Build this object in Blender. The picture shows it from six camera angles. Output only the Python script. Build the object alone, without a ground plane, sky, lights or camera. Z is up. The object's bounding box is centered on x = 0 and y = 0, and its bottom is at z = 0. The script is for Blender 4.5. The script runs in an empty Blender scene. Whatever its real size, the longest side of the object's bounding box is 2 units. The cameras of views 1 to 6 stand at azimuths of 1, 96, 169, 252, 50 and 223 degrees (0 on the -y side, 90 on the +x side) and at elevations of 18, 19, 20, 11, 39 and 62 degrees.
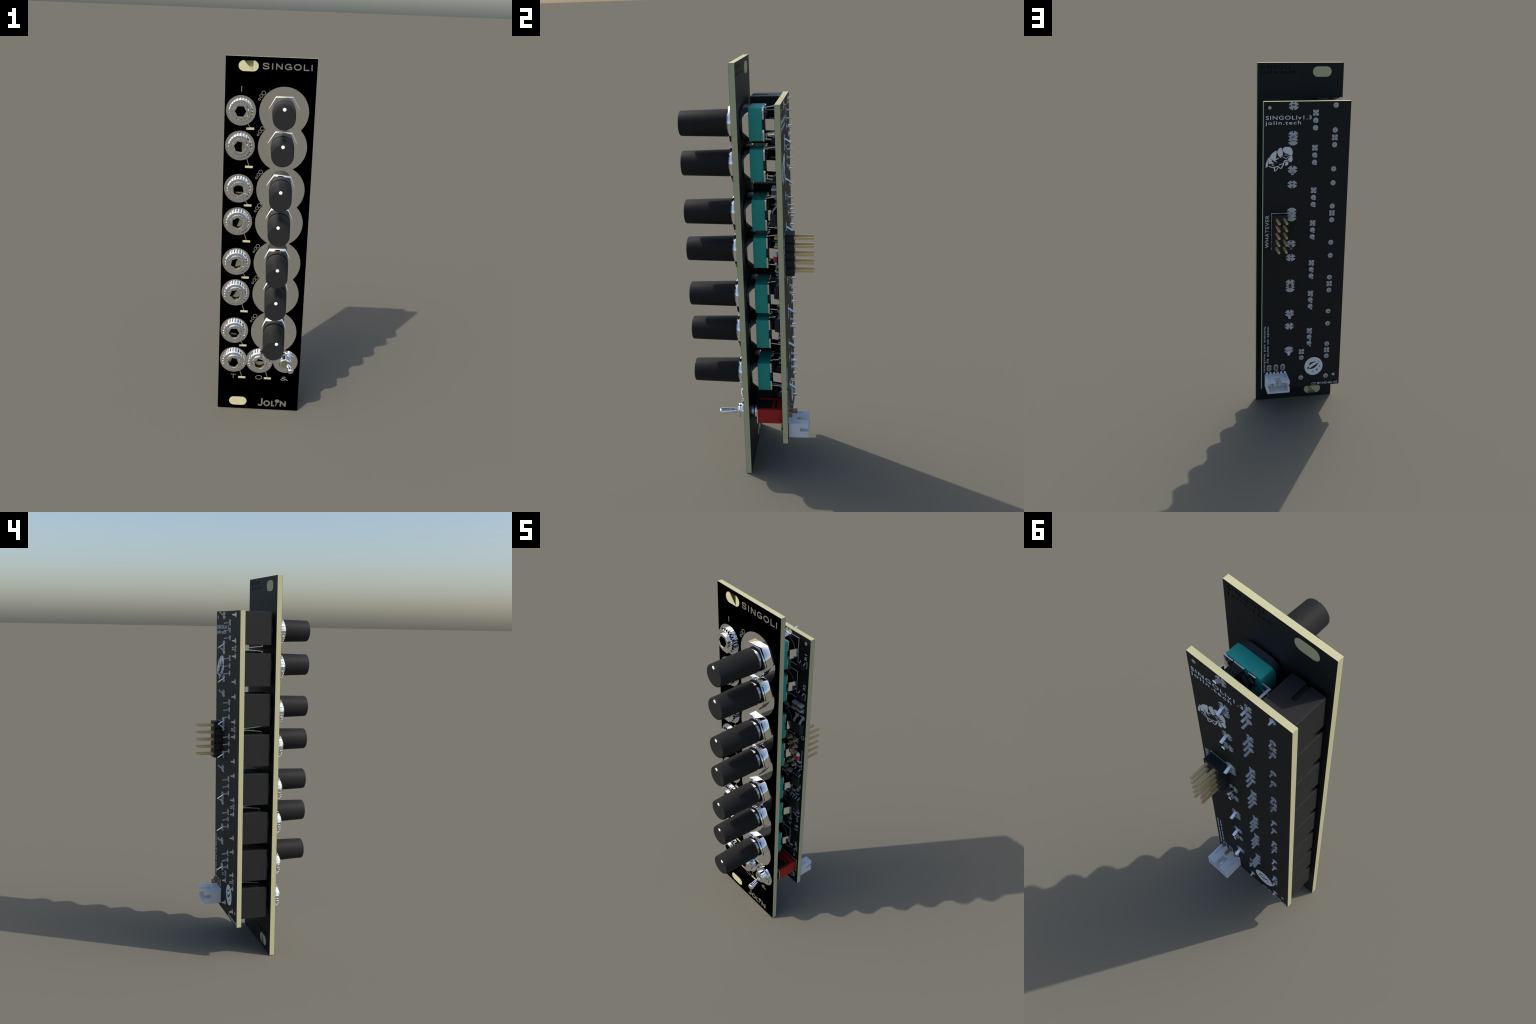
"""Synthesizer module: a tall black front panel with seven knobs, nine sockets and a toggle
switch, a circuit board behind it, and the parts that stand between the two boards.
Frame: x to the right seen from the front, y towards the back, z up.  Panel 2.00 m tall."""
import bpy, bmesh, math, random
from mathutils import Vector, Matrix

random.seed(7)
PI = math.pi
MM = 2.0 / 128.5                       # one real millimetre at this scale

# ------------------------------------------------------------------ layout
PANEL_W, PANEL_H = 0.4668, 2.0
PF, PB = -0.0442, -0.0172              # panel front / back plane
BF, BB = 0.1435, 0.1700                # circuit board front / back plane
BOARD_W, BOARD_Z0, BOARD_Z1 = 0.4590, 0.1753, 1.8247
JACK_X, POT_X, PIN_X = -0.1484, 0.0743, -0.0427
PAIR_MID, PAIR_STEP, PAIR_HALF = 1.6364, 0.4113, 0.0911
ROWS = []
for k in range(4):
    ROWS += [PAIR_MID - PAIR_STEP * k + PAIR_HALF, PAIR_MID - PAIR_STEP * k - PAIR_HALF]
LOW = ROWS[7]                          # bottom row of sockets
SWITCH_X = 0.149
SLOT_X, SLOT_L, SLOT_H = -0.1163, 0.1025, 0.0542
SLOT_Z = (1.9530, 0.0467)

# ------------------------------------------------------------------ materials
def material(name, color, metallic=0.0, rough=0.5, spec=0.5, grain=0.0, scale=40.0, coat=0.0, rough_grain=0.0):
    m = bpy.data.materials.new(name)
    m.use_nodes = True
    nt = m.node_tree
    b = nt.nodes["Principled BSDF"]
    b.inputs["Metallic"].default_value = metallic
    b.inputs["Roughness"].default_value = rough
    b.inputs["Specular IOR Level"].default_value = spec
    b.inputs["Coat Weight"].default_value = coat
    tc = nt.nodes.new("ShaderNodeTexCoord")
    no = nt.nodes.new("ShaderNodeTexNoise")
    no.inputs["Scale"].default_value = scale
    no.inputs["Detail"].default_value = 4.0
    nt.links.new(tc.outputs["Object"], no.inputs["Vector"])
    ramp = nt.nodes.new("ShaderNodeValToRGB")
    lo = [max(0.0, c * (1 - grain)) for c in color]
    hi = [min(1.0, c * (1 + grain)) for c in color]
    ramp.color_ramp.elements[0].position = 0.3
    ramp.color_ramp.elements[0].color = (*lo, 1)
    ramp.color_ramp.elements[1].position = 0.7
    ramp.color_ramp.elements[1].color = (*hi, 1)
    nt.links.new(no.outputs["Fac"], ramp.inputs["Fac"])
    nt.links.new(ramp.outputs["Color"], b.inputs["Base Color"])
    if rough_grain:
        mr = nt.nodes.new("ShaderNodeMapRange")
        mr.inputs["To Min"].default_value = max(0.0, rough - rough_grain)
        mr.inputs["To Max"].default_value = rough + rough_grain
        nt.links.new(no.outputs["Fac"], mr.inputs["Value"])
        nt.links.new(mr.outputs["Result"], b.inputs["Roughness"])
    return m

M_CORE = material("glass_fibre_core", (0.555, 0.535, 0.315), rough=0.7, spec=0.2, grain=0.02, scale=60)
M_MASKF = material("black_front_mask", (0.0, 0.0, 0.0), rough=0.6, spec=0.0)
M_MASKB = material("black_rear_mask", (0.012, 0.0125, 0.013), rough=0.6, spec=0.25)
M_MASKI = material("black_inner_mask", (0.008, 0.0085, 0.009), rough=0.6, spec=0.2)
M_PLATE = material("plated_copper", (0.93, 0.92, 0.91), metallic=1.0, rough=0.03)
M_CHROME = material("bright_nickel", (0.95, 0.95, 0.95), metallic=1.0, rough=0.04)
M_TIN = material("tinned_metal", (0.80, 0.81, 0.83), metallic=1.0, rough=0.16)
M_SOLDER = material("solder_pad_metal", (0.50, 0.51, 0.53), metallic=0.35, rough=0.5)
M_SMD = material("tinned_end", (0.50, 0.52, 0.55), metallic=0.15, rough=0.4)
M_PIN = material("sky_tinted_pin", (0.80, 0.82, 0.86), metallic=0.75, rough=0.38)  # pale bluish tint, less metallic: sky reflection put into the base colour
M_SILK = material("white_silkscreen", (0.78, 0.79, 0.80), rough=0.7, spec=0.2)
M_GLOSSK = material("black_gloss_print", (0.0008, 0.0008, 0.0008), rough=0.4, spec=0.1)
M_KNOB = material("knob_plastic", (0.0200, 0.0200, 0.0200), rough=0.6, spec=0.10, grain=0.04)
M_WHITE = material("indicator_white", (0.95, 0.95, 0.95), rough=0.35, spec=0.6)
M_TEAL = material("teal_plastic", (0.040, 0.480, 0.390), rough=0.55, spec=0.3, grain=0.02)
M_BLACK = material("black_plastic", (0.0165, 0.0165, 0.0165), rough=0.6, spec=0.3, grain=0.04)
M_ROTOR = material("dark_rotor", (0.032, 0.033, 0.037), rough=0.35, spec=0.5)
M_RED = material("red_plastic", (0.42, 0.020, 0.016), rough=0.5, spec=0.3, grain=0.02)
M_GOLD = material("gold_pin", (0.78, 0.575, 0.285), metallic=0.5, rough=0.4)
M_BRASS = material("brown_brass", (0.30, 0.20, 0.11), metallic=0.4, rough=0.5)
M_CONN = material("white_nylon", (0.74, 0.76, 0.78), rough=0.6, spec=0.3, grain=0.01)
M_BROWN = material("ceramic_brown", (0.13, 0.055, 0.04), rough=0.6)
M_BLUE = material("blue_band", (0.10, 0.02, 0.55), rough=0.5)
M_GLASSR = material("red_glass", (0.50, 0.03, 0.025), rough=0.35)
M_CHIP = material("chip_epoxy", (0.018, 0.0185, 0.020), rough=0.55, spec=0.3)
M_OLIVE = material("shadow_darkened_core", (0.30, 0.29, 0.17), rough=0.8, spec=0.1)  # core colour darkened for the shadow inside the switch bushing

# ------------------------------------------------------------------ mesh helpers
def finish(bm, name, mat, smooth=None):
    bmesh.ops.recalc_face_normals(bm, faces=bm.faces)
    me = bpy.data.meshes.new(name)
    bm.to_mesh(me)
    bm.free()
    me.materials.append(mat)
    if smooth is not None:
        me.shade_smooth()
        me.set_sharp_from_angle(angle=math.radians(smooth))
    return me

def add_box(bm, x0, x1, y0, y1, z0, z1, bevel=0.0, seg=2):
    r = bmesh.ops.create_cube(bm, size=1.0)
    for v in r["verts"]:
        v.co = Vector(((x0 + x1) / 2 + v.co.x * (x1 - x0), (y0 + y1) / 2 + v.co.y * (y1 - y0),
                       (z0 + z1) / 2 + v.co.z * (z1 - z0)))
    if bevel:
        es = list({e for v in r["verts"] for e in v.link_edges})
        bmesh.ops.bevel(bm, geom=es, offset=bevel, segments=seg, affect='EDGES', profile=0.5)

def box_mesh(name, mat, *boxes, bevel=0.0):
    bm = bmesh.new()
    for b in boxes:
        add_box(bm, *b, bevel=bevel)
    return finish(bm, name, mat, 40 if bevel else None)

def add_lathe(bm, profile, seg=32, cx=0.0, cz=0.0, phase=0.0, radius_fn=None):
    """revolve (y, radius) pairs about the y axis; ends with radius 0 close the shape"""
    rings = []
    for y, r in profile:
        if r <= 1e-6:
            rings.append([bm.verts.new((cx, y, cz))])
        else:
            ring = []
            for i in range(seg):
                a = phase + 2 * PI * i / seg
                rr = radius_fn(i, y, r) if radius_fn else r
                ring.append(bm.verts.new((cx + rr * math.cos(a), y, cz + rr * math.sin(a))))
            rings.append(ring)
    for a, b in zip(rings, rings[1:]):
        if len(a) == 1 and len(b) == 1:
            continue
        for i in range(seg):
            j = (i + 1) % seg
            if len(a) == 1:
                bm.faces.new((a[0], b[i], b[j]))
            elif len(b) == 1:
                bm.faces.new((a[i], a[j], b[0]))
            else:
                bm.faces.new((a[i], a[j], b[j], b[i]))
    return rings

def lathe_mesh(name, mat, profile, seg=32, smooth=35, **kw):
    bm = bmesh.new()
    add_lathe(bm, profile, seg, **kw)
    return finish(bm, name, mat, smooth)

def add_prism(bm, pts, y0, y1):
    """closed polygon in (x, z), extruded from y0 to y1"""
    a = [bm.verts.new((x, y0, z)) for x, z in pts]
    b = [bm.verts.new((x, y1, z)) for x, z in pts]
    fa = bm.faces.new(a)
    fb = bm.faces.new(list(reversed(b)))
    n = len(pts)
    for i in range(n):
        j = (i + 1) % n
        bm.faces.new((a[j], a[i], b[i], b[j]))
    bmesh.ops.triangulate(bm, faces=[fa, fb])

def circle(cx, cz, rx, rz=None, seg=32, phase=0.0):
    rz = rx if rz is None else rz
    return [(cx + rx * math.cos(phase + 2 * PI * i / seg), cz + rz * math.sin(phase + 2 * PI * i / seg)) for i in range(seg)]

def arc(cx, cz, rx, rz, a0, a1, n=14):
    return [(cx + rx * math.cos(math.radians(a0 + (a1 - a0) * i / n)),
             cz + rz * math.sin(math.radians(a0 + (a1 - a0) * i / n))) for i in range(n + 1)]

def stadium(cx, cz, length, height, n=10):
    r, h = height / 2, (length - height) / 2
    return arc(cx + h, cz, r, r, -90, 90, n) + arc(cx - h, cz, r, r, 90, 270, n)

def add_ring(bm, cx, cz, r, w, y0, y1, seg=24):
    add_lathe(bm, [(y0, r - w / 2), (y0, r + w / 2), (y1, r + w / 2), (y1, r - w / 2), (y0, r - w / 2)], seg, cx, cz)

def add_stroke(bm, pts, w, y0, y1, closed=False, cap=4):
    """flat ribbon of width w along (x, z) points, mitred, with round ends"""
    P = [Vector(pts[0])]
    for p in pts[1:]:
        if (Vector(p) - P[-1]).length > w * 0.08:
            P.append(Vector(p))
    n = len(P)
    L, R = [], []
    for i in range(n):
        if closed:
            d0, d1 = (P[i] - P[i - 1]).normalized(), (P[(i + 1) % n] - P[i]).normalized()
        else:
            d0 = (P[i] - P[i - 1]).normalized() if i else (P[1] - P[0]).normalized()
            d1 = (P[i + 1] - P[i]).normalized() if i < n - 1 else d0
        t = d0 + d1
        t = t.normalized() if t.length > 1e-6 else d1
        nrm = Vector((-t.y, t.x))
        k = 1.0 / max(0.35, nrm.dot(Vector((-d1.y, d1.x))))
        L.append(P[i] + nrm * w / 2 * k)
        R.append(P[i] - nrm * w / 2 * k)
    if closed:
        for i in range(n):
            j = (i + 1) % n
            add_prism(bm, [L[i], L[j], R[j], R[i]], y0, y1)
        return
    def capfan(c, d):
        a0 = math.atan2(d.y, d.x) - PI / 2
        return [(c.x + w / 2 * math.cos(a0 + PI * i / cap), c.y + w / 2 * math.sin(a0 + PI * i / cap)) for i in range(1, cap)]
    dirs, dire = (P[0] - P[1]).normalized(), (P[-1] - P[-2]).normalized()
    for i in range(n - 1):
        add_prism(bm, [L[i], L[i + 1], R[i + 1], R[i]], y0, y1)
    add_prism(bm, [tuple(R[-1])] + capfan(P[-1], dire) + [tuple(L[-1])], y0, y1)
    add_prism(bm, [tuple(L[0])] + capfan(P[0], dirs) + [tuple(R[0])], y0, y1)

def add_strip(bm, pts, width, axis, thick):
    """metal strip: path of 3-D points, broad side along axis, given thickness"""
    ax = Vector(axis).normalized()
    P = [Vector(p) for p in pts]
    rows = []
    for i, p in enumerate(P):
        d = (P[min(i + 1, len(P) - 1)] - P[max(i - 1, 0)]).normalized()
        nn = ax.cross(d).normalized()
        rows.append([bm.verts.new(p + ax * sx * width / 2 + nn * sn * thick / 2)
                     for sx, sn in ((-1, -1), (1, -1), (1, 1), (-1, 1))])
    for a, b in zip(rows, rows[1:]):
        for i in range(4):
            j = (i + 1) % 4
            bm.faces.new((a[i], a[j], b[j], b[i]))
    bm.faces.new(rows[0])
    bm.faces.new(list(reversed(rows[-1])))

def cut(me, name, *cutters):
    """boolean difference of mesh data, applied"""
    ob = bpy.data.objects.new("work", me)
    bpy.context.scene.collection.objects.link(ob)
    tmp = [ob]
    for c in cutters:
        co = bpy.data.objects.new("cutter", c)
        bpy.context.scene.collection.objects.link(co)
        tmp.append(co)
        md = ob.modifiers.new("cut", 'BOOLEAN')
        md.operation, md.solver, md.object = 'DIFFERENCE', 'EXACT', co
    dg = bpy.context.evaluated_depsgraph_get()
    out = bpy.data.meshes.new_from_object(ob.evaluated_get(dg))
    for o in tmp:
        bpy.data.objects.remove(o)
    out.name = name
    return out

def text_mesh(name, body, mat, origin, xdir, ydir, width, height, depth=0.0006, weight=0.0, spacing=1.0):
    """built-in font, stretched to width x height, laid on a board"""
    cu = bpy.data.curves.new("lettering", 'FONT')
    cu.body = body
    cu.offset = weight
    cu.space_character = spacing
    cu.resolution_u = 4
    ob = bpy.data.objects.new("work", cu)
    bpy.context.scene.collection.objects.link(ob)
    dg = bpy.context.evaluated_depsgraph_get()
    flat = bpy.data.meshes.new_from_object(ob.evaluated_get(dg))
    bpy.data.objects.remove(ob)
    bm = bmesh.new()
    bm.from_mesh(flat)
    bmesh.ops.triangulate(bm, faces=bm.faces)
    bmesh.ops.remove_doubles(bm, verts=bm.verts, dist=1e-5)
    r = bmesh.ops.extrude_face_region(bm, geom=list(bm.faces))
    for v in [g for g in r["geom"] if isinstance(g, bmesh.types.BMVert)]:
        v.co.z += 1.0
    xs = [v.co.x for v in bm.verts]
    ys = [v.co.y for v in bm.verts]
    X, Y = Vector(xdir), Vector(ydir)
    Z = X.cross(Y)
    O = Vector(origin)
    sx, sy = width / (max(xs) - min(xs)), height / (max(ys) - min(ys))
    for v in bm.verts:
        v.co = O + X * (v.co.x - min(xs)) * sx + Y * (v.co.y - min(ys)) * sy + Z * v.co.z * depth
    return finish(bm, name, mat)

# ------------------------------------------------------------------ object helpers
ROOT = bpy.data.objects.new("synthesizer_module", None)
bpy.context.scene.collection.objects.link(ROOT)
ROOT["label"] = "black synthesizer module with seven knobs and metal jack sockets"
ROOT["category"] = "synthesizer module"

def put(name, me, parent=None, loc=(0, 0, 0), rot_y=0.0, stuff=False):
    ob = bpy.data.objects.new(name, me)
    bpy.context.scene.collection.objects.link(ob)
    ob.parent = parent or ROOT
    ob.location = loc
    if rot_y:
        ob.rotation_euler = (0, rot_y, 0)
    if stuff:
        ob["kind"] = "stuff"
    return ob

# ================================================================== front panel
hw = PANEL_W / 2
def slot_cutters(y0, y1):
    out = []
    for z in SLOT_Z:
        bm = bmesh.new()
        add_prism(bm, stadium(SLOT_X, z, SLOT_L, SLOT_H), y0, y1)
        out.append(finish(bm, "slot_cut", M_CORE))
    return out

MASK = 0.0008
JACKS = [(JACK_X, z) for z in ROWS] + [(0.0, LOW)]
def bore_cutter(y0, y1, r=0.0440):
    bm = bmesh.new()
    for x, z in JACKS:
        add_prism(bm, circle(x, z, r, seg=24), y0, y1)
    return finish(bm, "bore_cut", M_CORE)
panel = put("front_panel", cut(box_mesh("front_panel", M_CORE, (-hw, hw, PF + MASK, PB - MASK, 0, PANEL_H)),
                               "front_panel", *slot_cutters(-0.2, 0.2), bore_cutter(-0.2, 0.2)))
put("panel_coating", cut(box_mesh("panel_coating", M_MASKF, (-hw, hw, PF, PF + MASK, 0, PANEL_H)),
                         "panel_coating", *slot_cutters(-0.2, 0.2), bore_cutter(-0.2, 0.2)), panel)
put("panel_coating", cut(box_mesh("panel_coating", M_MASKB, (-hw, hw, PB - MASK, PB, 0, PANEL_H)),
                         "panel_coating", *slot_cutters(-0.2, 0.2), bore_cutter(-0.2, 0.2)), panel)

# slot fillings: thin skins over the rail slots, one triangle of the skin is missing
def slot_skin(z, y0, y1, missing):
    rc, half, r = (SLOT_L - SLOT_H) / 2, SLOT_H / 2, SLOT_H / 2
    e = 0.0003
    bm = bmesh.new()
    if missing is None:
        add_prism(bm, stadium(SLOT_X, z, SLOT_L - e, SLOT_H - e), y0, y1)
    else:
        add_prism(bm, arc(SLOT_X - rc, z, r, r, 90, 270, 10), y0, y1)
        add_prism(bm, arc(SLOT_X + rc, z, r, r, -90, 90, 10), y0, y1)
        corners = {"upper": [(-rc, -half), (rc, -half), (-rc, half)], "lower_left": [(-rc, half), (rc, half), (-rc, -half)]}[missing]
        add_prism(bm, [(SLOT_X + a, z + b) for a, b in corners], y0, y1)
    return finish(bm, "slot_filling", M_CORE)
put("slot_filling", slot_skin(SLOT_Z[0], PF + 0.0002, PF + 0.002, "upper"), panel)
put("slot_filling", slot_skin(SLOT_Z[0], PB - 0.002, PB - 0.0002, None), panel)
put("slot_filling", slot_skin(SLOT_Z[1], PF + 0.0002, PF + 0.002, None), panel)
put("slot_filling", slot_skin(SLOT_Z[1], PB - 0.002, PB - 0.0002, "lower_left"), panel)

# plated rings round knobs, sockets and switch (neighbours stand a hair apart in height)
for i in range(7):
    bm = bmesh.new()
    add_prism(bm, circle(POT_X, ROWS[i], 0.1287, seg=40), PF - 0.0006 - 0.0001 * (i % 2), PF + 0.0002)
    put("plated_ring", finish(bm, "plated_ring", M_PLATE), panel)
for i, (x, z) in enumerate(JACKS):
    bm = bmesh.new()
    y0, y1 = PF - (0.0012 if i < 8 else 0.0015), PF + 0.0002
    add_lathe(bm, [(y0, 0.0440), (y0, 0.0778), (y1, 0.0778), (y1, 0.0440), (y0, 0.0440)], 36, x, z)
    put("plated_ring", finish(bm, "plated_ring", M_PLATE), panel)
bm = bmesh.new()
add_prism(bm, circle(SWITCH_X, LOW + 0.001, 0.0705, seg=36), PF - 0.0018, PF + 0.0002)
put("plated_ring", finish(bm, "plated_ring", M_PLATE), panel)

# light windows and the lines that lead to them
windows, leads = bmesh.new(), bmesh.new()
for i, (x, z) in enumerate(JACKS):
    drop = 0.0915 if i % 2 == 0 and i < 8 else 0.1110
    wx, wz = x + 0.0508, z - drop
    add_box(windows, wx - 0.0205, wx + 0.0205, PF - 0.0007, PF + 0.0002, wz - 0.006, wz + 0.006)
    add_stroke(leads, [(x + 0.0365, z - 0.0640), (wx - 0.001, wz + 0.0065)], 0.0038, PF - 0.0005, PF + 0.0002)
put("light_window", finish(windows, "light_window", M_CORE), panel, stuff=True)
put("lead_line", finish(leads, "lead_line", M_PLATE), panel, stuff=True)
bubbles = bmesh.new()
for i in range(7):
    for dx, dz, r in ((-0.1086, 0.0933, 0.0100), (-0.1208, 0.0780, 0.0077), (-0.1297, 0.0605, 0.0050)):
        add_ring(bubbles, POT_X + dx, ROWS[i] + dz, r, 0.0032, PF - 0.0005, PF + 0.0002)
put("bubble_mark", finish(bubbles, "bubble_mark", M_PLATE), panel, stuff=True)

# lettering drawn with strokes: glyphs live in a box of width w, height 1
def glyph(ch, w):
    if ch == "I":
        return [[(0, 0), (0, 1)]]
    if ch == "N":
        return [[(0, 0), (0, 1)], [(0, 1), (w, 0)], [(w, 0), (w, 1)]]
    if ch == "L":
        return [[(0, 1), (0, 0), (w, 0)]]
    if ch == "T":
        return [[(0, 1), (w, 1)], [(w / 2, 1), (w / 2, 0)]]
    if ch == "O":
        return [arc(w / 2, 0.5, w / 2, 0.5, 0, 360, 28)[:-1] + [None]]
    if ch == "G":
        return [arc(w / 2, 0.5, w / 2, 0.5, 48, 300, 18) + [(w * 0.97, 0.12), (w * 0.97, 0.46), (w * 0.56, 0.46)]]
    if ch == "S":
        return [[(w * px, pz) for px, pz in ((0.97, 0.80), (0.90, 0.93), (0.74, 1.0), (0.26, 1.0), (0.08, 0.93), (0.01, 0.78), (0.07, 0.63), (0.23, 0.555),
                                             (0.77, 0.455), (0.94, 0.375), (1.0, 0.22), (0.93, 0.07), (0.75, 0.0), (0.24, 0.0), (0.08, 0.06), (0.0, 0.20))]]
    if ch == "J":
        return [[(w, 1.0)] + [(w, 0.22)] + arc(w * 0.52, 0.22, w * 0.48, 0.22, 0, -150, 8)]
    if ch == "&":
        return [[(w * px, pz) for px, pz in ((1.0, 0.0), (0.62, 0.26), (0.24, 0.60), (0.20, 0.78), (0.28, 0.94), (0.44, 1.0), (0.60, 0.94), (0.64, 0.80), (0.56, 0.66))],
                [(w * px, pz) for px, pz in ((0.56, 0.66), (0.36, 0.55), (0.12, 0.44), (0.0, 0.26), (0.05, 0.10), (0.20, 0.0), (0.42, 0.0), (0.60, 0.10), (0.74, 0.26), (0.82, 0.44))]]
def letter(bm, ch, x0, x1, z0, z1, w, k=0):
    h = (z1 - z0) - w
    wd = max(0.0, (x1 - x0) - w)
    for s in glyph(ch, wd / h):
        k += 1
        closed = s[-1] is None
        s = s[:-1] if closed else s
        add_stroke(bm, [(x0 + w / 2 + px * h, z0 + w / 2 + pz * h) for px, pz in s], w, PF - 0.0005 - 0.0001 * (k % 3), PF + 0.0002, closed)
bm = bmesh.new()
for ch, x0, x1 in (("S", -0.0447, -0.0110), ("I", 0.0024, 0.0084), ("N", 0.0228, 0.0563), ("G", 0.0675, 0.1050),
                   ("O", 0.1132, 0.1528), ("L", 0.1632, 0.1929), ("I", 0.2020, 0.2080)):
    letter(bm, ch, x0, x1, 1.9385, 1.9708, 0.0060)
put("title_lettering", finish(bm, "title_lettering", M_PLATE), panel)
bm = bmesh.new()
letter(bm, "I", -0.1505, -0.1460, 1.8233, 1.8518, 0.0045)
letter(bm, "T", -0.1635, -0.1315, 0.1915, 0.2195, 0.0042)
letter(bm, "O", -0.0200, 0.0205, 0.1905, 0.2183, 0.0042)
letter(bm, "&", 0.1264, 0.1701, 0.1902, 0.2165, 0.0042)
put("socket_lettering", finish(bm, "socket_lettering", M_PLATE), panel)
bm = bmesh.new()
letter(bm, "J", -0.0015, 0.0290, 0.0195, 0.0715, 0.0092)
letter(bm, "O", 0.0335, 0.0728, 0.0195, 0.0580, 0.0088)
letter(bm, "L", 0.0785, 0.0985, 0.0200, 0.0580, 0.0085)
letter(bm, "N", 0.1295, 0.1655, 0.0205, 0.0588, 0.0088)
add_prism(bm, circle(0.1134, 0.0555, 0.0140, 0.0112, seg=18), PF - 0.0006, PF + 0.0002)
add_stroke(bm, [(0.1140, 0.0500), (0.1100, 0.0400), (0.1066, 0.0300), (0.1056, 0.0222)], 0.0045, PF - 0.0004, PF + 0.0002)
put("maker_lettering", finish(bm, "maker_lettering", M_PLATE), panel)
BACK_X, BACK_Y = (-1, 0, 0), (0, 0, 1)
put("rear_lettering", text_mesh("rear_lettering", "SINGOLI", M_GLOSSK, (0.2158, PB, 1.9682), BACK_X, BACK_Y, 0.157, 0.020, weight=0.012, spacing=1.2), panel)
put("rear_lettering", text_mesh("rear_lettering", "jolin.tech", M_GLOSSK, (0.2177, PB, 1.9370), BACK_X, BACK_Y, 0.188, 0.0245, weight=0.012, spacing=1.3), panel)
put("rear_lettering", text_mesh("rear_lettering", "CC BY-NC-SA 4.0", M_GLOSSK, (0.0128, PB, 0.0930), BACK_X, BACK_Y, 0.210, 0.0140), panel)

# ================================================================== circuit board
bw = BOARD_W / 2
board = put("circuit_board", box_mesh("circuit_board", M_CORE, (-bw, bw, BF + MASK, BB - MASK, BOARD_Z0, BOARD_Z1)))
put("board_coating", box_mesh("board_coating", M_MASKI, (-bw, bw, BF, BF + MASK, BOARD_Z0, BOARD_Z1)), board)
put("board_coating", box_mesh("board_coating", M_MASKB, (-bw, bw, BB - MASK, BB, BOARD_Z0, BOARD_Z1)), board)

def pad_mesh(kind, r, spokes):
    """pad with black thermal slits; built for the rear, mirrored for the front"""
    bm = bmesh.new()
    if kind == "square":
        pts = [(-r, -r), (r, -r), (r, r), (-r, r)]
    elif kind == "oval":
        pts = circle(0, 0, r, r * 0.82, seg=24)
    elif kind == "lozenge":
        pts = [(-z, x) for x, z in stadium(0, 0, r * 2.0, r * 1.28)]
    else:
        pts = circle(0, 0, r, seg=20)
    add_prism(bm, pts, -0.0002, 0.0009)
    for dx, dz in spokes:
        hz = r * (0.82 if kind == "oval" else 1.0)
        cx, cz = dx * r * 0.82, dz * hz * 0.80
        w, h = (r * 0.22, r * 0.13) if dx else (r * 0.13, r * 0.24)
        add_box(bm, cx - w, cx + w, -0.0003, 0.0012, cz - h, cz + h)
    me = finish(bm, kind + "_pad", M_SOLDER)
    me.materials.append(M_MASKB)
    nf = len(me.polygons)
    for p in list(me.polygons)[nf - 6 * len(spokes):]:
        p.material_index = 1
    return me
ALL4 = [(-1, 0), (1, 0), (0, -1), (0, 1)]
SIDES = [(-1, 0), (1, 0)]
PAD_ROUND = pad_mesh("round", 0.0140, [])
PAD_SQUARE = pad_mesh("square", 0.0150, ALL4)
PAD_OVAL4 = pad_mesh("oval", 0.0262, ALL4)
PAD_OVAL3 = pad_mesh("oval", 0.0262, SIDES + [(0, 1)])
PAD_OVAL2 = pad_mesh("oval", 0.0262, SIDES)
PAD_LUG = pad_mesh("lozenge", 0.0210, [])
def pad(me, x, z, lift=0.0):
    put("solder_pad", me, board, (x, BB + lift, z))
    put("solder_pad", me, board, (x, BF - 0.0007 - lift, z))
for i in range(7):
    z = ROWS[i]
    for k, dz in enumerate((0.0747, -0.0747)):
        pad((PAD_OVAL4, PAD_OVAL3, PAD_OVAL4, PAD_OVAL2)[(i + k) % 4], POT_X, z + dz, 0.0002 * k)
    for k in range(3):
        pad(PAD_SQUARE if k == 0 else PAD_ROUND, PIN_X, z + 0.0388 * (1 - k))
def jack_up(i):
    return i % 2 == 0 and i < 8
for i, (x, z) in enumerate(JACKS):
    s = 1 if jack_up(i) else -1
    pad(PAD_ROUND, x, z + s * 0.0765)
    pad(PAD_ROUND, x, z - s * 0.0525)
    if s < 0:
        pad(PAD_SQUARE, x, z + 0.0910)
LUGS = (0.1874, 0.1481, 0.1082)
for x in LUGS:
    pad(PAD_LUG, x, LOW)

bm = bmesh.new()
for x, z in ((0.1985, 1.7942), (-0.1946, 0.2407)):
    add_prism(bm, circle(x, z, 0.0088, seg=16), BB - 0.0002, BB + 0.0006)
    add_prism(bm, circle(x, z, 0.0088, seg=16), BF - 0.0006, BF + 0.0002)
put("alignment_hole", finish(bm, "alignment_hole", M_CORE), board)

# rear silkscreen
put("board_lettering", text_mesh("board_lettering", "SINGOLIv1.3", M_SILK, (0.2190, BB, 1.7325), BACK_X, BACK_Y, 0.240, 0.0205, weight=0.012, spacing=1.15), board)
put("board_lettering", text_mesh("board_lettering", "jolin.tech", M_SILK, (0.2215, BB, 1.7010), BACK_X, BACK_Y, 0.187, 0.0255, weight=0.012, spacing=1.2), board)
put("board_lettering", text_mesh("board_lettering", "WHATEVER", M_SILK, (0.1955, BB, 1.0415), (0, 0, 1), (1, 0, 0), 0.184, 0.0210, weight=0.012, spacing=1.1), board)
put("board_lettering", text_mesh("board_lettering", "made on earth by", M_SILK, (0.2035, BB, 0.5725), (0, 0, -1), (-1, 0, 0), 0.2300, 0.0150, spacing=1.1), board)
put("board_lettering", text_mesh("board_lettering", "humans and machines", M_SILK, (0.2188, BB, 0.5735), (0, 0, -1), (-1, 0, 0), 0.2880, 0.0115, spacing=1.1), board)
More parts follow.
